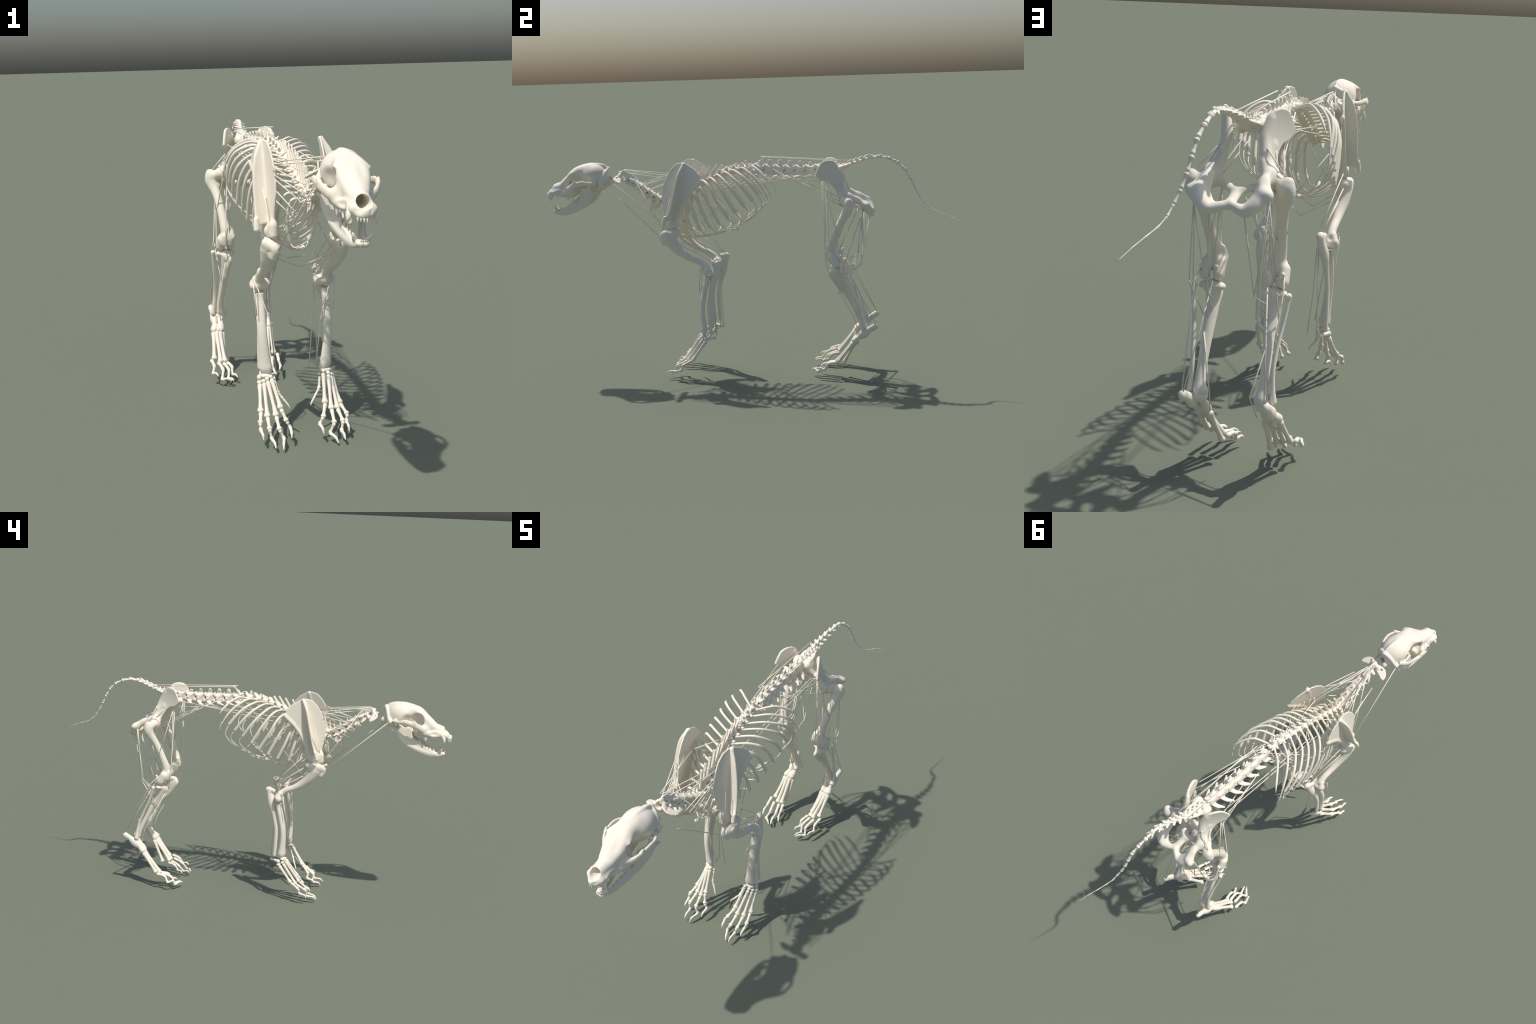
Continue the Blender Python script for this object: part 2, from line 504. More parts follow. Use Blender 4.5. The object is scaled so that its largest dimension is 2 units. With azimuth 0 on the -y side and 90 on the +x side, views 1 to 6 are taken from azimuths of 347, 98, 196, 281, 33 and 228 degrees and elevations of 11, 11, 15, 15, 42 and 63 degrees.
def thoracic(i):
    C = np.vstack([NECK[-1], THORAX, LUMBAR[0]])
    fr = vframe(THORAX[i], C[i + 2] - C[i])
    L = (np.linalg.norm(C[i + 2] - C[i + 1]) + np.linalg.norm(C[i + 1] - C[i])) / 2
    L = min(L, 0.043)
    tip = to_local(fr, T_TIP[i])
    b = Bone(sym=(1, 0.0), k=0.005)
    b.tube([(-0.45 * L, 0, 0), (0, 0, -0.001), (0.45 * L, 0, 0)], (0.0115, 0.010, 0.0115), flat=((0, 0, 1), 1.1))
    b.tube([(-0.38 * L, 0, 0.018), (0.40 * L, 0, 0.020)], (0.010, 0.009), flat=((0, 0, 1), 1.4))
    b.ell((-0.08 * L, 0.0095, 0.009), (0.38 * L, 0.0055, 0.012))
    b.tube([(-0.1 * L, 0.010, 0.014), (-0.1 * L, 0.024, 0.016)], (0.007, 0.0055))
    if i < 9:
        rr = 0.0052 if i < 5 else 0.0045
        b.tube([(0, 0, 0.020), lerp((0, 0, 0.02), tip, 0.38) + V(0.003, 0, 0), lerp((0, 0, 0.02), tip, 0.72) + V(0.003, 0, 0), tip - V(0, 0, 0.003)],
               (0.010, 0.0068, rr, rr * 0.95), flat=((0, 1, 0), 1.45), k=0.006)
    else:
        b.tube([(0.003, 0, 0.02), tip - V(0, 0, 0.003)], (0.010, 0.0055), flat=((0, 1, 0), 1.6), k=0.006)
        g = (i - 8) / 4
        b.tube([(-0.25 * L, 0.010, 0.018), (-0.5 * L, 0.015, 0.026 + 0.008 * g)], (0.006, 0.0035))
        b.tube([(0.25 * L, 0.006, 0.020), (0.55 * L, 0.008, 0.028 + 0.004 * g)], (0.006, 0.0035))
        b.tube([(0.15 * L, 0.010, 0.012), (0.5 * L, 0.016, 0.014)], (0.005, 0.0025))
    b.ell((0.50 * L, 0.012, 0.008), (0.005, 0.012, 0.0055), sub=True, k=0.002)
    b.tube([(-L, 0, 0.0135), (L, 0, 0.0135)], 0.006, sub=True, k=0.002)
    build('thoracic_vertebra', b, 0.0018, fr)


def lumbar(i):
    C = np.vstack([THORAX[-1], LUMBAR, V(0, 0.390, 0.985)])
    fr = vframe(LUMBAR[i], C[i + 2] - C[i])
    L = 0.0475
    tip = to_local(fr, L_TIP[i])
    b = Bone(sym=(1, 0.0), k=0.006)
    b.tube([(-0.46 * L, 0, -0.002), (0, 0, -0.003), (0.46 * L, 0, -0.002)], (0.0155, 0.0135, 0.0155), flat=((0, 0, 1), 1.2))
    b.tube([(-0.34 * L, 0, 0.020), (0.36 * L, 0, 0.020)], (0.013, 0.012), flat=((0, 0, 1), 1.15))
    b.ell((-0.06 * L, 0.012, 0.010), (0.40 * L, 0.007, 0.015))
    t = tip[2]
    fin = [(-0.016, 0.022), (-0.010, t - 0.014), (-0.008, t - 0.003), (-0.001, t), (0.006, t - 0.001), (0.009, t - 0.012),
           (0.019, 0.024)]
    b.plate(fin, (0, 2, 1), lambda a, u: 0 * a, 0.0042, rnd=0.003, k=0.008)
    b.tube([(-0.2 * L, 0.011, 0.020), (-0.48 * L, 0.017, 0.032)], (0.008, 0.0045))
    b.tube([(0.2 * L, 0.008, 0.020), (0.52 * L, 0.009, 0.025)], (0.007, 0.005))
    b.tube([(0.2 * L, 0.014, 0.008), (0.5 * L, 0.019, 0.010)], (0.005, 0.002))
    w = (0.030, 0.038, 0.043, 0.048, 0.052, 0.055, 0.052)[i]
    b.tube([(0.004, 0.010, -0.004), (0.002, 0.020, -0.008), (-0.008, w * 0.68, -0.013), (-0.026, w, -0.016)],
           (0.010, 0.0095, 0.0085, 0.0042), flat=((0, 0.35, 1), 2.2), k=0.008)
    b.ell((0.50 * L, 0.014, 0.009), (0.0065, 0.014, 0.008), sub=True, k=0.003)
    b.tube([(-L, 0, 0.015), (L, 0, 0.015)], 0.007, sub=True, k=0.002)
    build('lumbar_vertebra', b, 0.0018, fr)


def sacrum():
    b = Bone(sym=(0, 0.0), k=0.008)
    b.tube([(0, 0.374, 0.980), (0, 0.42, 0.988), (0, 0.452, 0.999), (0, 0.474, 1.006)], (0.019, 0.017, 0.011, 0.009))
    b.ell((0.028, 0.395, 0.984), (0.018, 0.026, 0.023))
    b.tube([(0.02, 0.41, 0.99), (0.022, 0.44, 0.998), (0.018, 0.458, 1.003), (0.018, 0.474, 1.008)], (0.012, 0.009, 0.006, 0.003), flat=((0, 0, 1), 1.5))
    for y, z in ((0.385, 1.018), (0.412, 1.021), (0.436, 1.022), (0.458, 1.023)):
        b.tube([(0, y, z - 0.028), (0, y + 0.003, z)], (0.009, 0.003), flat=((1, 0, 0), 1.6))
        b.tube([(0.010, y + 0.012, z - 0.022), (0.012, y + 0.012, z - 0.012)], (0.006, 0.003))
    for y in (0.405, 0.432, 0.455):
        b.tube([(0.016, y, 0.96), (0.016, y, 1.03)], 0.003, sub=True, k=0.002)
    build('sacrum', b, 0.002)


TAIL = np.array([(0.000, 0.474, 1.010), (0.003, 0.498, 1.018), (0.007, 0.522, 1.026), (0.012, 0.547, 1.034), (0.018, 0.580, 1.042), (0.020, 0.618, 1.046),
                 (0.018, 0.658, 1.038), (0.020, 0.698, 1.0195), (0.026, 0.7325, 0.989), (0.029, 0.7565, 0.9505),
                 (0.034, 0.775, 0.912), (0.041, 0.795, 0.874), (0.050, 0.817, 0.841), (0.056, 0.8435, 0.814),
                 (0.066, 0.8725, 0.795), (0.077, 0.912, 0.781), (0.090, 0.952, 0.765), (0.104, 0.9965, 0.744)])


def tail():
    n = len(TAIL) - 1
    for i in range(n):
        a, c = TAIL[i], TAIL[i + 1]
        gap = 0.06 if i < 13 else 0.0
        p, q = lerp(a, c, gap), lerp(a, c, 1 - gap)
        r = np.interp(i, (0, 4, 6, 10, 13, 16), (0.0098, 0.0095, 0.0096, 0.0070, 0.0036, 0.0019))
        fr = vframe(lerp(p, q, 0.5), q - p)
        L = np.linalg.norm(q - p) / 2
        b = Bone(sym=(1, 0.0), k=0.004)
        w = 0.60 if i > 3 else 0.85
        e = 0.78 if i < 16 else 0.4
        b.tube([(-L + r * 0.45, 0, 0), (-L * 0.45, 0, 0), (L * 0.35, 0, 0), (L - r * 0.45, 0, 0)],
               (r, r * w, r * w * 0.95, r * e))
        if i < 6:
            g = (6 - i) / 6
            s = 0.004 + 0.014 * g
            b.tube([(-L * 0.5, r * 0.5, 0), (L * 0.25, r + s * 0.6, -0.001), (L * 0.6, r + s * 0.7, -0.001)],
                   (0.005 + 0.003 * g, 0.004 * g + 0.002, 0.0015), flat=((0, 0, 1), 1.6))
            b.tube([(-L * 0.5, r * 0.4, r * 0.5), (-L * 0.95, r * 0.7, r * 0.8 + 0.003 * g)], (0.004, 0.002))
        if i < 4:
            b.tube([(-L * 0.4, 0, r * 0.6), (L * 0.3, 0, r + 0.002), (L * 0.9, 0, r + 0.004)], (0.007, 0.005, 0.002))
        build('tail_vertebra', b, 0.0014 if i < 13 else 0.001, fr)


# -------------------------------------------------------------- rib basket
def mid_x(y, z):
    """Middle of the rolled, slightly turned chest."""
    return 0.003 + 0.05 * (z - 0.92) - 0.02 * (y + 0.03)


RIBS = [
    [(-0.012, -0.396, 0.852), (-0.030, -0.392, 0.850), (-0.042, -0.386, 0.825), (-0.045, -0.376, 0.785), (-0.042, -0.366, 0.745), (-0.034, -0.358, 0.712)],
    [(-0.012, -0.369, 0.865), (-0.037, -0.360, 0.866), (-0.054, -0.350, 0.845), (-0.064, -0.337, 0.803), (-0.064, -0.322, 0.755), (-0.056, -0.310, 0.715)],
    [(-0.012, -0.341, 0.879), (-0.042, -0.330, 0.883), (-0.066, -0.316, 0.866), (-0.080, -0.300, 0.823), (-0.084, -0.282, 0.770), (-0.077, -0.268, 0.720)],
    [(-0.012, -0.312, 0.893), (-0.047, -0.298, 0.900), (-0.076, -0.282, 0.886), (-0.092, -0.263, 0.842), (-0.099, -0.245, 0.785), (-0.094, -0.228, 0.728)],
    [(-0.012, -0.282, 0.909), (-0.052, -0.266, 0.918), (-0.084, -0.248, 0.906), (-0.103, -0.229, 0.868), (-0.112, -0.207, 0.810), (-0.109, -0.175, 0.737)],
    [(-0.012, -0.251, 0.924), (-0.056, -0.233, 0.935), (-0.090, -0.214, 0.925), (-0.111, -0.194, 0.892), (-0.121, -0.170, 0.840), (-0.120, -0.128, 0.755)],
    [(-0.012, -0.219, 0.939), (-0.062, -0.199, 0.951), (-0.097, -0.178, 0.942), (-0.118, -0.157, 0.913), (-0.130, -0.134, 0.865), (-0.127, -0.083, 0.778)],
    [(-0.014, -0.186, 0.953), (-0.066, -0.164, 0.965), (-0.100, -0.143, 0.957), (-0.119, -0.125, 0.938), (-0.136, -0.090, 0.884), (-0.136, -0.048, 0.808)],
    [(-0.013, -0.153, 0.966), (-0.062, -0.132, 0.978), (-0.097, -0.111, 0.971), (-0.131, -0.074, 0.937), (-0.145, -0.039, 0.892), (-0.142, -0.004, 0.839)],
    [(-0.015, -0.120, 0.978), (-0.063, -0.098, 0.990), (-0.095, -0.077, 0.986), (-0.129, -0.037, 0.957), (-0.144, 0.000, 0.916), (-0.144, 0.035, 0.866)],
    [(-0.015, -0.088, 0.986), (-0.063, -0.062, 0.999), (-0.091, -0.042, 0.996), (-0.127, -0.003, 0.974), (-0.142, 0.032, 0.938), (-0.145, 0.065, 0.893)],
    [(-0.015, -0.047, 0.994), (-0.060, -0.021, 1.008), (-0.088, -0.001, 1.006), (-0.122, 0.037, 0.982), (-0.141, 0.070, 0.946), (-0.153, 0.098, 0.901)],
    [(-0.018, 0.002, 0.996), (-0.054, 0.028, 1.012), (-0.075, 0.044, 1.012), (-0.103, 0.072, 0.995), (-0.125, 0.097, 0.969), (-0.143, 0.117, 0.940)],
]
STERN = np.array([(0.001, -0.404, 0.693), (-0.004, -0.352, 0.683), (-0.008, -0.305, 0.675), (-0.011, -0.258, 0.673), (-0.012, -0.212, 0.677),
                  (-0.013, -0.168, 0.685), (-0.013, -0.128, 0.696), (-0.013, -0.092, 0.704), (-0.012, -0.055, 0.708)])
CART = {   # soft ends of the hinder ribs, swept back, down and forward
    7: [(-0.130, -0.025, 0.778), (-0.100, -0.030, 0.743), (-0.055, -0.070, 0.712), (-0.022, -0.110, 0.700)],
    8: [(-0.138, 0.014, 0.812), (-0.125, 0.004, 0.784), (-0.100, -0.019, 0.760), (-0.060, -0.055, 0.728), (-0.030, -0.090, 0.711)],
    9: [(-0.141, 0.055, 0.834), (-0.130, 0.049, 0.805), (-0.110, 0.012, 0.770), (-0.070, -0.035, 0.737), (-0.038, -0.072, 0.720)],
    10: [(-0.147, 0.082, 0.851), (-0.140, 0.074, 0.822), (-0.125, 0.045, 0.790), (-0.100, 0.000, 0.757), (-0.062, -0.035, 0.738)],
    11: [(-0.154, 0.108, 0.880), (-0.152, 0.112, 0.862)],
}


def rib_basket():
    for i, P in enumerate(RIBS):
        for s in (-1, 1):
            Q = []
            for j, (x, y, z) in enumerate(P):
                if s > 0:
                    x = 2 * mid_x(y, z) - x
                if j == 0:
                    x = THORAX[i][0] + s * 0.016
                Q.append((x, y, z))
            Q = np.array(Q)
            n = Q.shape[0]
            if i < 11:
                R = np.interp(np.arange(n), (0, 1, n / 2, n - 1), (0.0050, 0.0052, 0.0064, 0.0078))
            else:
                R = np.interp(np.arange(n), (0, 1, n - 2, n - 1), (0.0050, 0.0052, 0.0056, 0.0012 if i == 12 else 0.0022))
            b = Bone(k=0.003)
            b.tube(Q, R, flat=((1, 0, 0.25 * -s), 1.25), n=6)
            b.ell(Q[0], (0.0065, 0.0065, 0.0065))
            build('rib', b, 0.0019)
            # cartilage
            E = Q[-1]
            if i < 7:
                S = STERN[i + 1] if i else lerp(STERN[0], STERN[1], 0.55)
                dr = (Q[-1] - Q[-2]) / np.linalg.norm(Q[-1] - Q[-2])
                back = (0.0, 0.004, 0.006, 0.010, 0.016, 0.022, 0.026)[i]
                S = S + V(s * 0.008, 0, 0.003)
                m = lerp(E, S, 0.4) + V(0, back, -0.010) + dr * 0.004
                W = [E + dr * 0.004, m, S]
            elif i in CART:
                W = [E] + [(x if s < 0 else 2 * mid_x(y, z) - x, y, z) for x, y, z in CART[i]]
            else:
                continue
            b = Bone(k=0.002)
            b.tube(W, np.interp(np.arange(len(W)), (0, 1, len(W) - 1), (0.0036, 0.0026, 0.0020)), n=6)
            build('rib_cartilage', b, 0.0014)
    for i in range(len(STERN) - 1):
        p, q = lerp(STERN[i], STERN[i + 1], 0.07), lerp(STERN[i], STERN[i + 1], 0.93)
        b = Bone(k=0.004)
        if i == 0:
            b.tube([p, lerp(p, q, 0.3), lerp(p, q, 0.6), q], (0.0095, 0.0055, 0.0058, 0.0085))
        else:
            r = 0.0085 if i < 6 else 0.0065
            b.tube([p + (q - p) * 0.12, lerp(p, q, 0.5), q - (q - p) * 0.12], (r, r * 0.75, r))
        build('breastbone_segment', b, 0.0016)


# --------------------------------------------------------------- fore limb
BLADE = [(-0.299, 1.040), (-0.327, 1.033), (-0.353, 1.009), (-0.374, 0.975), (-0.389, 0.944), (-0.398, 0.907), (-0.399, 0.868),
         (-0.391, 0.820), (-0.386, 0.775), (-0.390, 0.738), (-0.372, 0.730), (-0.345, 0.738), (-0.325, 0.746), (-0.314, 0.784),
         (-0.300, 0.826), (-0.277, 0.867), (-0.241, 0.912), (-0.206, 0.936), (-0.198, 0.953), (-0.209, 0.982), (-0.234, 1.011),
         (-0.266, 1.031)]


def shoulder_blade(s):
    if s < 0:
        bend = lambda y, z: -0.1780892 * y + 0.04168372 * z - 0.19827041 + 0.004
        acro = V(-0.146, -0.370, 0.757)
    else:
        bend = lambda y, z: 0.23802373 * y - 0.15287581 * z + 0.31953101 + 0.003
        acro = V(0.165, -0.379, 0.761)
    on = lambda y, z, e=0.0: V(float(bend(y, z)) + s * e, y, z)
    b = Bone(k=0.010)
    b.plate(BLADE, (1, 2, 0), bend, lambda y, z: 0.0032 + 0.006 * np.clip((0.80 - z) / 0.06, 0, 1), rnd=0.0025)
    b.tube([on(-0.201, 0.952), on(-0.241, 0.914), on(-0.275, 0.872), on(-0.299, 0.83), on(-0.320, 0.785), on(-0.335, 0.752)],
           (0.006, 0.006, 0.006, 0.007, 0.008, 0.012), k=0.012)
    b.tube([on(-0.383, 0.775), on(-0.366, 0.748), on(-0.340, 0.748)], (0.010, 0.017, 0.017), k=0.012)
    b.tube([on(-0.385, 0.765), on(-0.388, 0.738)], (0.012, 0.011), k=0.012)
    # spine of the blade, a fin that rises towards the shoulder
    base = spline([on(-0.281, 1.032), on(-0.298, 0.980), on(-0.317, 0.900), on(-0.334, 0.830), on(-0.345, 0.780)], 3)
    top = spline([on(-0.287, 1.030, 0.006), on(-0.308, 0.984, 0.032), on(-0.327, 0.906, 0.043), on(-0.346, 0.826, 0.044), acro + V(0, 0.004, 0.012)], 3)
    for f in (0.12, 0.27, 0.45, 0.63, 0.82, 1.0):
        b.tube([lerp(p, q, f) for p, q in zip(base, top)], 0.0052 - 0.0012 * f, k=0.008, n=1)
    b.tube([acro + V(0, 0.006, 0.03), acro], (0.007, 0.010), k=0.010)
    build('shoulder_blade', b, 0.0022)


FORE = {
    -1: dict(dx=-0.101, el=-0.100),
    1: dict(dx=0.137, el=0.138),
}


def fore_arm(s):
    X = -0.101 if s < 0 else 0.138           # line of the limb
    o = lambda e: X + s * e                  # outward offset
    # upper arm
    b = Bone(k=0.014)
    b.tube([(o(0.002), -0.362, 0.690), (o(0.002), -0.338, 0.650), (o(0.0), -0.303, 0.617), (o(0.0), -0.262, 0.592),
            (o(0.0), -0.224, 0.576), (o(0.0), -0.198, 0.556), (o(0.0), -0.187, 0.536)],
           (0.030, 0.025, 0.0195, 0.0155, 0.0145, 0.016, 0.017))
    b.ell((o(-0.003), -0.338, 0.712), (0.026, 0.029, 0.023), k=0.014)
    b.tube([(o(0.014), -0.378, 0.712), (o(-0.008), -0.396, 0.694), (o(-0.004), -0.388, 0.668)], (0.017, 0.017, 0.014), k=0.014)
    b.tube([(o(-0.020), -0.380, 0.700), (o(-0.018), -0.362, 0.690)], (0.010, 0.012), k=0.01)
    b.tube([(o(-0.022), -0.187, 0.530), (o(0.014), -0.187, 0.530)], (0.019, 0.018), k=0.010)
    b.tube([(o(-0.012), -0.185, 0.540), (o(-0.031), -0.176, 0.540)], (0.013, 0.009), k=0.010)
    b.tube([(o(0.010), -0.195, 0.555), (o(0.019), -0.182, 0.540)], (0.011, 0.009), k=0.010)
    b.ell((o(0.004), -0.168, 0.556), (0.010, 0.012, 0.013), sub=True, k=0.006)
    build('upper_arm_bone', b, 0.0022)
    # radius
    b = Bone(k=0.008)
    b.tube([(o(0.0), -0.188, 0.500), (o(0.0), -0.192, 0.482), (o(0.0), -0.202, 0.446), (o(-0.001), -0.216, 0.377), (o(-0.004), -0.220, 0.325),
            (o(-0.008), -0.218, 0.275), (o(-0.010), -0.216, 0.242)],
           (0.0195, 0.0168, 0.0172, 0.0168, 0.0172, 0.0200, 0.0235), flat=((-s * 0.5, 0.87, 0), 1.45))
    b.tube([(o(-0.018), -0.220, 0.245), (o(-0.021), -0.222, 0.228)], (0.012, 0.008))
    b.ell((o(0.0), -0.187, 0.508), (0.02, 0.016, 0.006), sub=True, k=0.003)
    build('radius_bone', b, 0.002)
    # ulna
    U = -0.078 if s < 0 else 0.119           # elbow point lies inwards
    w = lambda e: U + s * e
    b = Bone(k=0.009)
    b.tube([(w(0.002), -0.136, 0.562), (w(0.006), -0.144, 0.535), (w(0.016), -0.155, 0.492), (w(0.020), -0.168, 0.442), (w(0.024), -0.183, 0.372),
            (w(0.026), -0.184, 0.297), (w(0.027), -0.181, 0.232)],
           (0.0155, 0.0185, 0.0185, 0.0125, 0.0100, 0.0095, 0.0085), flat=((1, 0, 0), 1.25))
    b.tube([(w(0.000), -0.129, 0.564), (w(0.010), -0.158, 0.562)], (0.012, 0.011), flat=((1, 0, 0), 1.2))
    b.tube([(w(0.010), -0.160, 0.498), (w(0.012), -0.172, 0.500)], (0.013, 0.008))
    b.tube([(w(-0.02), -0.187, 0.530), (w(0.06), -0.187, 0.530)], 0.0195, sub=True, k=0.004)
    build('ulna_bone', b, 0.002)


# paw bones: [digit 5, 4, 3, 2], each base / knuckle / joint / joint / claw tip
FOREPAW = {
    -1: [[(-0.112, -0.212, 0.178), (-0.127, -0.275, 0.103), (-0.139, -0.317, 0.078), (-0.139, -0.324, 0.053), (-0.138, -0.358, 0.034)],
         [(-0.101, -0.229, 0.187), (-0.109, -0.299, 0.091), (-0.115, -0.351, 0.066), (-0.109, -0.356, 0.031), (-0.107, -0.402, 0.018)],
         [(-0.090, -0.239, 0.196), (-0.081, -0.310, 0.096), (-0.081, -0.353, 0.061), (-0.066, -0.356, 0.029), (-0.081, -0.404, 0.012)],
         [(-0.076, -0.239, 0.203), (-0.061, -0.299, 0.117), (-0.048, -0.326, 0.077), (-0.036, -0.327, 0.054), (-0.041, -0.365, 0.032)]],
    1: [[(0.152, -0.215, 0.179), (0.162, -0.271, 0.101), (0.172, -0.320, 0.076), (0.166, -0.325, 0.051), (0.166, -0.358, 0.031)],
        [(0.142, -0.229, 0.187), (0.143, -0.299, 0.094), (0.145, -0.355, 0.066), (0.137, -0.359, 0.033), (0.135, -0.407, 0.022)],
        [(0.130, -0.240, 0.196), (0.117, -0.311, 0.099), (0.112, -0.360, 0.065), (0.096, -0.356, 0.029), (0.113, -0.398, 0.008)],
        [(0.111, -0.243, 0.206), (0.098, -0.297, 0.118), (0.080, -0.334, 0.080), (0.067, -0.331, 0.056), (0.072, -0.366, 0.034)]],
}
DEW = {-1: [(-0.063, -0.228, 0.192), (-0.056, -0.250, 0.154), (-0.042, -0.260, 0.136), (-0.023, -0.277, 0.105)],
       1: [(0.100, -0.233, 0.192), (0.092, -0.249, 0.155), (0.075, -0.258, 0.134), (0.054, -0.273, 0.105)]}


def dumbbell(name, a, c, r0, rm, r1, parent, gap=0.0015, h=0.0014):
    a, c = np.asarray(a, float), np.asarray(c, float)
    d = (c - a) / np.linalg.norm(c - a)
    p, q = a + d * (gap + r0 * 0.55), c - d * (gap + r1 * 0.55)
    b = Bone(k=0.002)
    b.tube([p, lerp(p, q, 0.25), lerp(p, q, 0.7), q], (r0, lerp(r0, rm, 0.8), rm, r1), n=5)
    side = np.cross(d, V(0, 0, 1))
    side /= np.linalg.norm(side) + 1e-9
    b.tube([q - side * r1 * 0.35, q + side * r1 * 0.35], r1 * 0.92)
    return build(name, b, h, None, BONE, parent)


def claw(parent, a, c, r, arch=0.007):
    a, c = np.asarray(a, float), np.asarray(c, float)
    d = c - a
    up = V(0, 0, 1) - d * d[2] / (d @ d)
    b = Bone(k=0.002)
    b.tube([a + d * 0.10, a + d * 0.35 + up * arch * 0.55, a + d * 0.68 + up * arch, c], (r, r * 0.78, r * 0.74, r * 0.36), n=5)
    b.tube([a + d * 0.12 - up * r * 0.3, a + d * 0.3 - up * r * 0.5], (r * 0.8, r * 0.5), k=0.003)
    return build('claw_bone', b, 0.0012, None, BONE, parent)


def forepaw(s):
    X = -0.101 if s < 0 else 0.138
    o = lambda e: X + s * e
    D = FOREPAW[s]
    # wrist stones
    b = Bone(k=0.0)
    b.ell((o(-0.012), -0.221, 0.212), (0.021, 0.012, 0.009))
    b.ell((o(0.010), -0.203, 0.202), (0.009, 0.010, 0.011))
    acc = V(-0.089, -0.167, 0.203) if s < 0 else V(0.127, -0.167, 0.203)
    b.tube([V(o(0.004), -0.193, 0.203), lerp(V(o(0.004), -0.193, 0.203), acc, 0.6), acc], (0.008, 0.006, 0.0085), k=0.002)
    for j, d in enumerate(D):
        p, q = np.array(d[0]), np.array(d[1])
        n = (q - p) / np.linalg.norm(q - p)
        rr = (0.0105, 0.0095, 0.0075, 0.007)[j]
        b.ell(p - n * 0.0095, (rr, rr * 1.05, rr * 0.85))
    b.ell(np.array(DEW[s][0]) + V(0, 0.004, 0.009), (0.005, 0.006, 0.006))
    paw = build('forepaw', b, 0.0014)
    for j, d in enumerate(D):
        dumbbell('metacarpal', d[0], d[1], 0.0090 if j == 0 else 0.0080, 0.0062, 0.0090, paw, 0.0)
        out = V(*d[1]) + V(0, -0.004, -0.003)
        dumbbell('toe_bone', out, d[2], 0.0080, 0.0056, 0.0074, paw)
        dumbbell('toe_bone', d[2], d[3], 0.0066, 0.0046, 0.0062, paw)
        claw(paw, np.array(d[3]) + V(0, 0, 0.003), d[4], 0.0064, 0.008)
    d = DEW[s]
    dumbbell('metacarpal', d[0], d[1], 0.0050, 0.0040, 0.0055, paw, 0.0)
    dumbbell('toe_bone', d[1], d[2], 0.0050, 0.0038, 0.0044, paw)
    claw(paw, d[2], d[3], 0.0042, 0.003)


# --------------------------------------------------------------- hind limb
def pelvis():
    mx = 0.002
    A = np.array([(0.387, 1.035, 0.078), (0.360, 1.015, 0.088), (0.333, 0.975, 0.101), (0.365, 0.955, 0.098), (0.42, 1.01, 0.064),
                  (0.40, 0.955, 0.080), (0.436, 0.965, 0.056), (0.445, 0.92, 0.060), (0.425, 0.915, 0.068), (0.462, 0.865, 0.082), (0.44, 0.85, 0.085)])
    terms = lambda y, z: np.stack([np.ones_like(y), y - 0.4, z - 0.95, (y - 0.4) ** 2, (y - 0.4) * (z - 0.95), (z - 0.95) ** 2], -1)
    coef = np.linalg.lstsq(terms(A[:, 0], A[:, 1]), A[:, 2], rcond=None)[0]
    bend = lambda y, z: terms(y, z) @ coef
    ilium = [(0.340, 1.000), (0.354, 1.024), (0.366, 1.033), (0.387, 1.037), (0.408, 1.033), (0.418, 1.025), (0.431, 0.996), (0.446, 0.966),
             (0.455, 0.933), (0.472, 0.904), (0.478, 0.885), (0.470, 0.850), (0.441, 0.845), (0.434, 0.867), (0.421, 0.893), (0.400, 0.924),
             (0.382, 0.940), (0.358, 0.945), (0.338, 0.960), (0.330, 0.974)]
    b = Bone(sym=(0, mx), k=0.012)
    b.plate(ilium, (1, 2, 0), bend, 0.0055, rnd=0.004)
    b.tube([(0.070, 0.416, 0.938), (0.064, 0.430, 0.915), (0.066, 0.448, 0.892), (0.080, 0.462, 0.868)], (0.006, 0.012, 0.017, 0.022), k=0.018)
    b.tube([(0.060, 0.416, 1.010), (0.050, 0.435, 0.965), (0.058, 0.450, 0.925)], (0.008, 0.012, 0.013), k=0.012)
    b.ell((0.084, 0.465, 0.852), (0.026, 0.032, 0.034), k=0.014)
    b.tube([(0.082, 0.485, 0.862), (0.082, 0.520, 0.850), (0.090, 0.550, 0.834), (0.110, 0.564, 0.829)], (0.020, 0.017, 0.016, 0.012),
           flat=((0.8, 0.3, 0), 1.3), k=0.014)
    b.tube([(0.090, 0.556, 0.824), (0.072, 0.574, 0.800), (0.050, 0.580, 0.786), (0.022, 0.570, 0.792), (0.0, 0.556, 0.797)],
           (0.018, 0.018, 0.015, 0.013, 0.011), k=0.014)
    b.tube([(0.078, 0.452, 0.838), (0.045, 0.474, 0.832), (0.020, 0.490, 0.826), (0.0, 0.500, 0.819)], (0.014, 0.0095, 0.010, 0.010), k=0.012)
    b.tube([(0.0, 0.498, 0.817), (0.0, 0.556, 0.796)], (0.012, 0.011), k=0.012)
    b.tube([(0.080, 0.528, 0.848), (0.082, 0.552, 0.822), (0.058, 0.572, 0.796)], (0.020, 0.026, 0.020), flat=((-0.34, 0.68, 0.65), 2.4), k=0.016)
    b.tube([(0.066, 0.462, 0.838), (0.030, 0.484, 0.829), (0.0, 0.500, 0.820)], (0.013, 0.012, 0.012), flat=((0, 0.45, 0.9), 2.2), k=0.010)
    b.tube([(0.0, 0.500, 0.818), (0.0, 0.556, 0.797)], (0.012, 0.013), flat=((0, 0.35, 0.93), 2.0), k=0.010)
    b.ell((0.106, 0.462, 0.850), (0.026, 0.0255, 0.0255), sub=True, k=0.004)
    build('pelvis', b, 0.0024)


def hind_mid(z):
    return float(np.interp(z, (0.05, 0.25, 0.56, 0.86), (-0.031, -0.0095, 0.003, 0.003)))


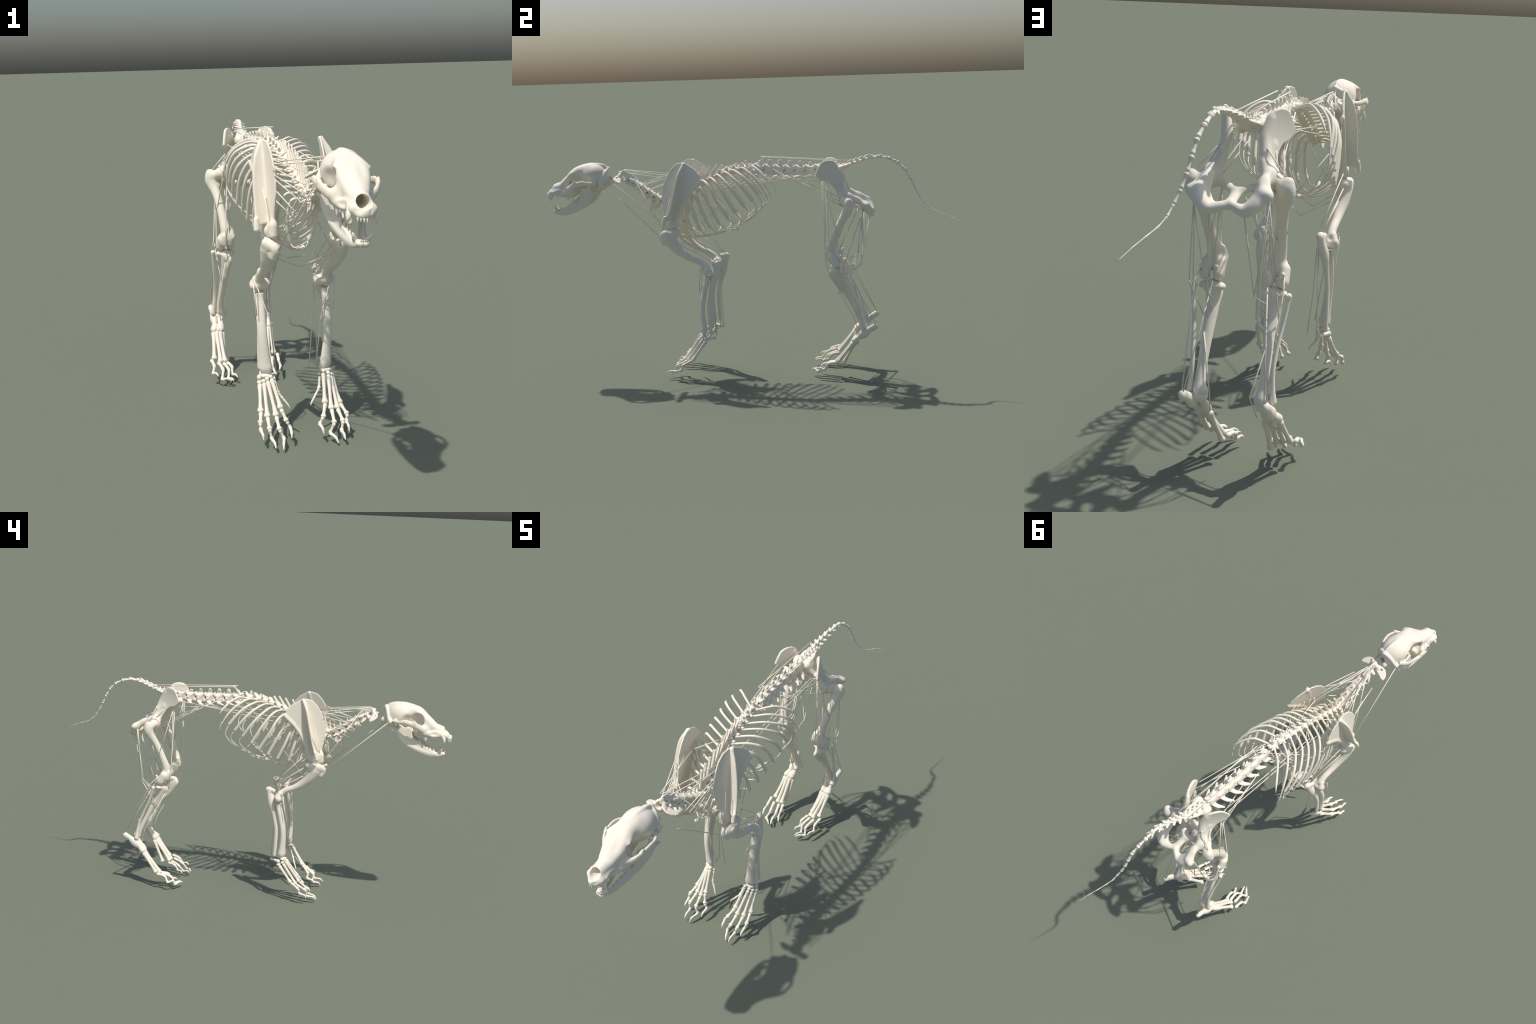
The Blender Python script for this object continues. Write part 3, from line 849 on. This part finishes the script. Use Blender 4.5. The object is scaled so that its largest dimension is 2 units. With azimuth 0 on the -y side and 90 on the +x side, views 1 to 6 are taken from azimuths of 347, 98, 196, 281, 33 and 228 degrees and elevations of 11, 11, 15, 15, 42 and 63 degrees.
def hside(s):
    """Right-hand coordinates to either side."""
    def m(x, y, z):
        return V(x if s < 0 else 2 * hind_mid(z) - x, y, z)
    return m


HINDPAW = [  # digits 5, 4, 3, 2 of the right foot
    [(-0.140, 0.493, 0.176), (-0.155, 0.421, 0.084), (-0.168, 0.407, 0.081), (-0.165, 0.367, 0.068), (-0.174, 0.354, 0.045), (-0.160, 0.316, 0.045)],
    [(-0.128, 0.493, 0.178), (-0.131, 0.406, 0.074), (-0.142, 0.390, 0.074), (-0.133, 0.342, 0.056), (-0.144, 0.322, 0.026), (-0.110, 0.291, 0.028)],
    [(-0.114, 0.495, 0.177), (-0.112, 0.412, 0.072), (-0.118, 0.397, 0.066), (-0.107, 0.354, 0.050), (-0.116, 0.333, 0.021), (-0.101, 0.297, 0.025)],
    [(-0.101, 0.502, 0.173), (-0.104, 0.446, 0.066), (-0.100, 0.408, 0.064), (-0.090, 0.371, 0.056), (-0.094, 0.358, 0.032), (-0.078, 0.330, 0.026)],
]


def hind_leg(s):
    m = hside(s)
    ox = -1 if s < 0 else 1
    # thigh bone
    b = Bone(k=0.014)
    b.tube([m(-0.126, 0.482, 0.838), m(-0.122, 0.470, 0.800), m(-0.111, 0.446, 0.755), m(-0.104, 0.424, 0.708), m(-0.099, 0.408, 0.668),
            m(-0.093, 0.396, 0.628), m(-0.091, 0.396, 0.598)], (0.022, 0.0195, 0.0172, 0.0170, 0.0180, 0.0210, 0.022))
    b.ell(m(-0.091, 0.462, 0.851), (0.0245, 0.0245, 0.0245))
    b.tube([m(-0.095, 0.464, 0.850), m(-0.125, 0.476, 0.840)], (0.015, 0.017), k=0.010)
    b.tube([m(-0.135, 0.480, 0.853), m(-0.136, 0.482, 0.822), m(-0.128, 0.476, 0.795)], (0.014, 0.018, 0.014), k=0.012)
    b.tube([m(-0.097, 0.476, 0.812), m(-0.104, 0.470, 0.800)], (0.008, 0.010), k=0.012)
    b.tube([m(-0.112, 0.402, 0.590), m(-0.113, 0.418, 0.562)], (0.020, 0.021), flat=((1, 0, 0), 1.25), k=0.012)
    b.tube([m(-0.071, 0.402, 0.590), m(-0.072, 0.418, 0.563)], (0.020, 0.021), flat=((1, 0, 0), 1.25), k=0.012)
    b.tube([m(-0.076, 0.386, 0.628), m(-0.073, 0.379, 0.606), m(-0.077, 0.388, 0.575)], (0.012, 0.013, 0.013), k=0.012)
    b.tube([m(-0.102, 0.380, 0.605), m(-0.102, 0.388, 0.575)], (0.009, 0.012), k=0.012)
    b.tube([m(-0.092, 0.435, 0.575), m(-0.092, 0.435, 0.540)], 0.008, sub=True, k=0.006)
    build('thigh_bone', b, 0.0023)
    b = Bone()
    b.ell(m(-0.070, 0.374, 0.602), (0.011, 0.009, 0.016))
    build('kneecap', b, 0.0016)
    # small seed bones behind the knee
    for x, y in ((-0.117, 0.437), (-0.072, 0.437)):
        b = Bone()
        b.ell(m(x, y, 0.586), (0.0065, 0.0065, 0.0080))
        build('knee_seed_bone', b, 0.0014)
    # shin bone
    b = Bone(k=0.012)
    b.tube([m(-0.090, 0.420, 0.522), m(-0.089, 0.424, 0.496), m(-0.090, 0.446, 0.450), m(-0.094, 0.477, 0.394), m(-0.099, 0.508, 0.330),
            m(-0.101, 0.530, 0.283), m(-0.100, 0.540, 0.258)], (0.024, 0.0215, 0.0178, 0.0155, 0.0140, 0.0155, 0.0190), k=0.012)
    b.tube([m(-0.112, 0.426, 0.528), m(-0.067, 0.426, 0.528)], (0.017, 0.017), flat=((0, 0, 1), 1.5), k=0.010)
    b.tube([m(-0.090, 0.405, 0.518), m(-0.081, 0.391, 0.503), m(-0.085, 0.410, 0.468), m(-0.089, 0.440, 0.425)], (0.014, 0.012, 0.009, 0.006), flat=((1, 0, 0), 1.3), k=0.016)
    b.tube([m(-0.088, 0.540, 0.256), m(-0.086, 0.540, 0.238)], (0.011, 0.007), k=0.008)
    build('shin_bone', b, 0.0022)
    # fibula
    b = Bone(k=0.006)
    b.tube([m(-0.139, 0.447, 0.530), m(-0.138, 0.452, 0.510), m(-0.132, 0.472, 0.450), m(-0.126, 0.500, 0.390), m(-0.124, 0.522, 0.335),
            m(-0.127, 0.532, 0.285), m(-0.132, 0.536, 0.252)], (0.0095, 0.0070, 0.0060, 0.0060, 0.0065, 0.0080, 0.0105))
    build('fibula_bone', b, 0.0018)
    # heel, ankle and small bones of the foot in one cluster
    b = Bone(k=0.006)
    b.tube([m(-0.130, 0.594, 0.258), m(-0.128, 0.570, 0.243), m(-0.128, 0.545, 0.222), m(-0.129, 0.524, 0.207)], (0.0150, 0.0145, 0.0200, 0.0140), flat=((1, 0, 0), 1.3))
    build('heel_bone', b, 0.0018)
    b = Bone(k=0.002)
    b.tube([m(-0.115, 0.543, 0.236), m(-0.096, 0.543, 0.236)], (0.015, 0.015), k=0.004)
    b.tube([m(-0.103, 0.535, 0.228), m(-0.104, 0.518, 0.208)], (0.012, 0.012), k=0.006)
    c, e = m(-0.129, 0.513, 0.199), m(-0.139, 0.495, 0.184)
    b.tube([lerp(c, e, 0.15), lerp(c, e, 0.75)], (0.0145, 0.0145), k=0.001)
    c, e = m(-0.106, 0.513, 0.200), m(-0.108, 0.499, 0.182)
    b.tube([lerp(c, e, 0.12), lerp(c, e, 0.75)], (0.0155, 0.0150), k=0.001)
    b.tube([m(-0.120, 0.505, 0.193), m(-0.122, 0.497, 0.184)], 0.012, k=0.001)
    b.tube([m(-0.128, 0.512, 0.178), m(-0.135, 0.514, 0.170)], (0.008, 0.004), k=0.004)
    paw = build('hind_paw', b, 0.0015)
    for j, d in enumerate(HINDPAW):
        d = [m(*p) for p in d]
        dumbbell('metatarsal', d[0], d[1], 0.0112, 0.0072, 0.0094, paw, 0.0)
        # the first toe bone is bowed upward
        b = Bone(k=0.002)
        mid = lerp(d[2], d[3], 0.5) + V(0, 0, 0.0035)
        b.tube([d[2], mid, lerp(mid, d[3], 0.6) + V(0, 0, 0.001), d[3]], (0.0080, 0.0060, 0.0070, 0.0064), n=5)
        build('toe_bone', b, 0.0014, None, BONE, paw)
        b = Bone(k=0.002)
        b.tube([d[3], lerp(d[3], d[4], 0.5), d[4]], (0.0062, 0.0052, 0.0066), n=5)
        build('toe_bone', b, 0.0014, None, BONE, paw)
        claw(paw, d[4] + V(0, 0, 0.001), d[5], 0.0062, 0.006)


# ------------------------------------------------------------------- cords
def cords(lines):
    for P in lines:
        P = np.array(P, float)
        vs, fs = [], []
        R, n = 0.0019, 8
        k = len(P)
        for i in range(k):
            t = P[min(i + 1, k - 1)] - P[max(i - 1, 0)]
            t /= np.linalg.norm(t)
            a = np.cross(t, V(0.3, 0.5, 0.81))
            a /= np.linalg.norm(a)
            c = np.cross(t, a)
            for j in range(n):
                w = 2 * math.pi * j / n
                vs.append(P[i] + R * (math.cos(w) * a + math.sin(w) * c))
        for i in range(k - 1):
            for j in range(n):
                fs.append([i * n + j, i * n + (j + 1) % n, (i + 1) * n + (j + 1) % n, (i + 1) * n + j])
        fs.append(list(range(n))[::-1])
        fs.append([(k - 1) * n + j for j in range(n)])
        put('muscle_cord', vs, fs, CORD)


MIRROR = {'n': lambda p: 0.020, 'h': lambda p: 0.008, 's': lambda p: -0.002, 'a': lambda p: 0.0185,
          'c': lambda p: mid_x(p[1], p[2]), 'p': lambda p: hind_mid(p[2])}
PAIRS = [   # cords of the right side; the letter tells which part a point rides on
    'h', (-0.040, -0.702, 0.953), 'a', (-0.086, -0.408, 0.691), None,
    'h', (0.004, -0.599, 1.003), 's', (-0.071, -0.305, 0.964), None,
    'n', (0.012, -0.577, 0.988), 's', (-0.083, -0.337, 0.959), None,
    's', (-0.071, -0.305, 0.964), 'n', (-0.004, -0.222, 0.985), None,
    's', (-0.086, -0.375, 0.978), 'n', (0.004, -0.505, 0.940), None,
    's', (-0.095, -0.388, 0.958), 'n', (-0.037, -0.553, 0.917), None,
    's', (-0.090, -0.394, 0.933), 'n', (-0.035, -0.531, 0.887), None,
    's', (-0.085, -0.398, 0.915), 'n', (-0.031, -0.504, 0.854), None,
    's', (-0.084, -0.398, 0.880), 'n', (-0.032, -0.470, 0.808), None,
    's', (-0.086, -0.393, 0.850), 'n', (-0.041, -0.419, 0.801), None,
    'a', (-0.092, -0.392, 0.725), 'n', (0.000, -0.545, 0.965), None,
    's', (-0.086, -0.310, 0.960), 'c', (-0.072, -0.318, 0.850), None,
    's', (-0.090, -0.290, 0.960), 'c', (-0.086, -0.280, 0.850), None,
    's', (-0.098, -0.265, 0.958), 'c', (-0.100, -0.250, 0.855), None,
    's', (-0.105, -0.245, 0.955), 'c', (-0.112, -0.215, 0.860), None,
    's', (-0.112, -0.225, 0.950), 'c', (-0.120, -0.180, 0.875), None,
    'c', (-0.105, -0.200, 0.868), 'c', (-0.020, -0.060, 0.730), None,
    'c', (-0.085, -0.240, 0.832), 'c', (-0.030, -0.165, 0.700), None,
    'c', (-0.080, -0.270, 0.800), 'c', (-0.035, -0.220, 0.690), None,
    'c', (-0.013, 0.066, 1.053), 'p', (-0.021, 0.492, 1.025), None,
    'c', (0.004, 0.085, 1.055), 'a', (-0.094, -0.303, 0.658), None,
    'p', (-0.088, 0.330, 0.976), 'c', (-0.041, -0.213, 0.893), None,
    'p', (-0.070, 0.337, 0.967), 'c', (-0.041, -0.165, 0.924), None,
    'p', (-0.047, 0.126, 0.998), 'p', (-0.092, 0.449, 0.825), None,
    'p', (-0.030, 0.190, 0.965), 'p', (-0.070, 0.462, 0.832), None,
    'p', (-0.090, 0.352, 0.944), 'p', (-0.040, 0.150, 0.955), None,
    'p', (-0.065, 0.456, 0.936), 'p', (-0.127, 0.477, 0.863), None,
    'p', (-0.074, 0.408, 0.937), 'p', (-0.102, 0.464, 0.866), None,
    'p', (-0.084, 0.358, 0.940), 'p', (-0.102, 0.370, 0.567), 'p', (-0.090, 0.384, 0.508), None,
    'p', (-0.086, 0.366, 0.942), 'p', (-0.082, 0.372, 0.610), None,
    'p', (-0.080, 0.363, 0.942), 'p', (-0.122, 0.425, 0.700), None,
    'p', (-0.100, 0.544, 0.827), 'p', (-0.123, 0.513, 0.566), 'p', (-0.142, 0.467, 0.538), None,
    'p', (-0.106, 0.545, 0.820), 'p', (-0.066, 0.533, 0.545), 'p', (-0.080, 0.452, 0.500), None,
    'p', (-0.098, 0.548, 0.820), 'p', (-0.112, 0.510, 0.565), 'p', (-0.119, 0.467, 0.535), None,
    'p', (-0.045, 0.575, 0.775), 'p', (-0.064, 0.532, 0.555), 'p', (-0.085, 0.440, 0.450), None,
    'p', (-0.040, 0.490, 0.822), 'p', (-0.095, 0.432, 0.680), None,
    'p', (-0.030, 0.520, 0.810), 'p', (-0.085, 0.425, 0.600), None,
    'p', (-0.060, 0.545, 0.800), 'p', (-0.090, 0.440, 0.510), None,
    'p', (-0.118, 0.427, 0.585), 'p', (-0.128, 0.461, 0.551), 'p', (-0.129, 0.598, 0.272), None,
    'p', (-0.078, 0.450, 0.549), 'p', (-0.125, 0.600, 0.268), None,
    'p', (-0.100, 0.398, 0.490), 'p', (-0.112, 0.497, 0.300), 'p', (-0.105, 0.515, 0.215), None,
    'p', (-0.122, 0.513, 0.560), 'p', (-0.112, 0.425, 0.410), None,
    'p', (-0.098, 0.490, 0.410), 'p', (-0.068, 0.551, 0.261), 'p', (-0.084, 0.530, 0.195), None,
    'a', (-0.071, -0.134, 0.573), 'a', (-0.110, -0.299, 0.753), None,
    'a', (-0.071, -0.144, 0.552), 'a', (-0.099, -0.312, 0.660), None,
    'a', (-0.080, -0.140, 0.570), 'a', (-0.112, -0.305, 0.700), None,
    'a', (-0.127, -0.216, 0.550), 'a', (-0.119, -0.226, 0.431), None,
    'a', (-0.062, -0.170, 0.515), 'a', (-0.055, -0.172, 0.350), 'a', (-0.042, -0.170, 0.205), None,
    'a', (-0.068, -0.168, 0.510), 'a', (-0.078, -0.160, 0.210), None,
    'a', (-0.125, -0.205, 0.565), 'a', (-0.075, -0.228, 0.420), 'a', (-0.056, -0.215, 0.240), None,
    's', (-0.118, -0.352, 0.887), 'a', (-0.096, -0.396, 0.722), None,
]


def cord_lines():
    lines, cur, kind = [], [], None
    for e in PAIRS:
        if e is None:
            lines.append([p for _, p in cur])
            lines.append([(2 * MIRROR[k](p) - p[0], p[1], p[2]) for k, p in cur])
            cur = []
        elif isinstance(e, str):
            kind = e
        else:
            cur.append((kind, e))
    # two slings under the breastbone
    lines.append([(-0.067, -0.325, 0.647), (0.026, -0.258, 0.600), (0.110, -0.325, 0.647)])
    lines.append([(-0.082, -0.385, 0.672), (-0.016, -0.269, 0.635), (0.118, -0.385, 0.672)])
    return lines


CORDS = cord_lines()

# -------------------------------------------------------------------- build
sk = skull()
jw = lower_jaw()
teeth(sk, jw)
atlas()
axis_vertebra()
for i in range(2, 7):
    cervical(i)
for i in range(13):
    thoracic(i)
for i in range(7):
    lumbar(i)
sacrum()
tail()
rib_basket()
pelvis()
for s in (-1, 1):
    shoulder_blade(s)
    fore_arm(s)
    forepaw(s)
    hind_leg(s)
cords(CORDS)
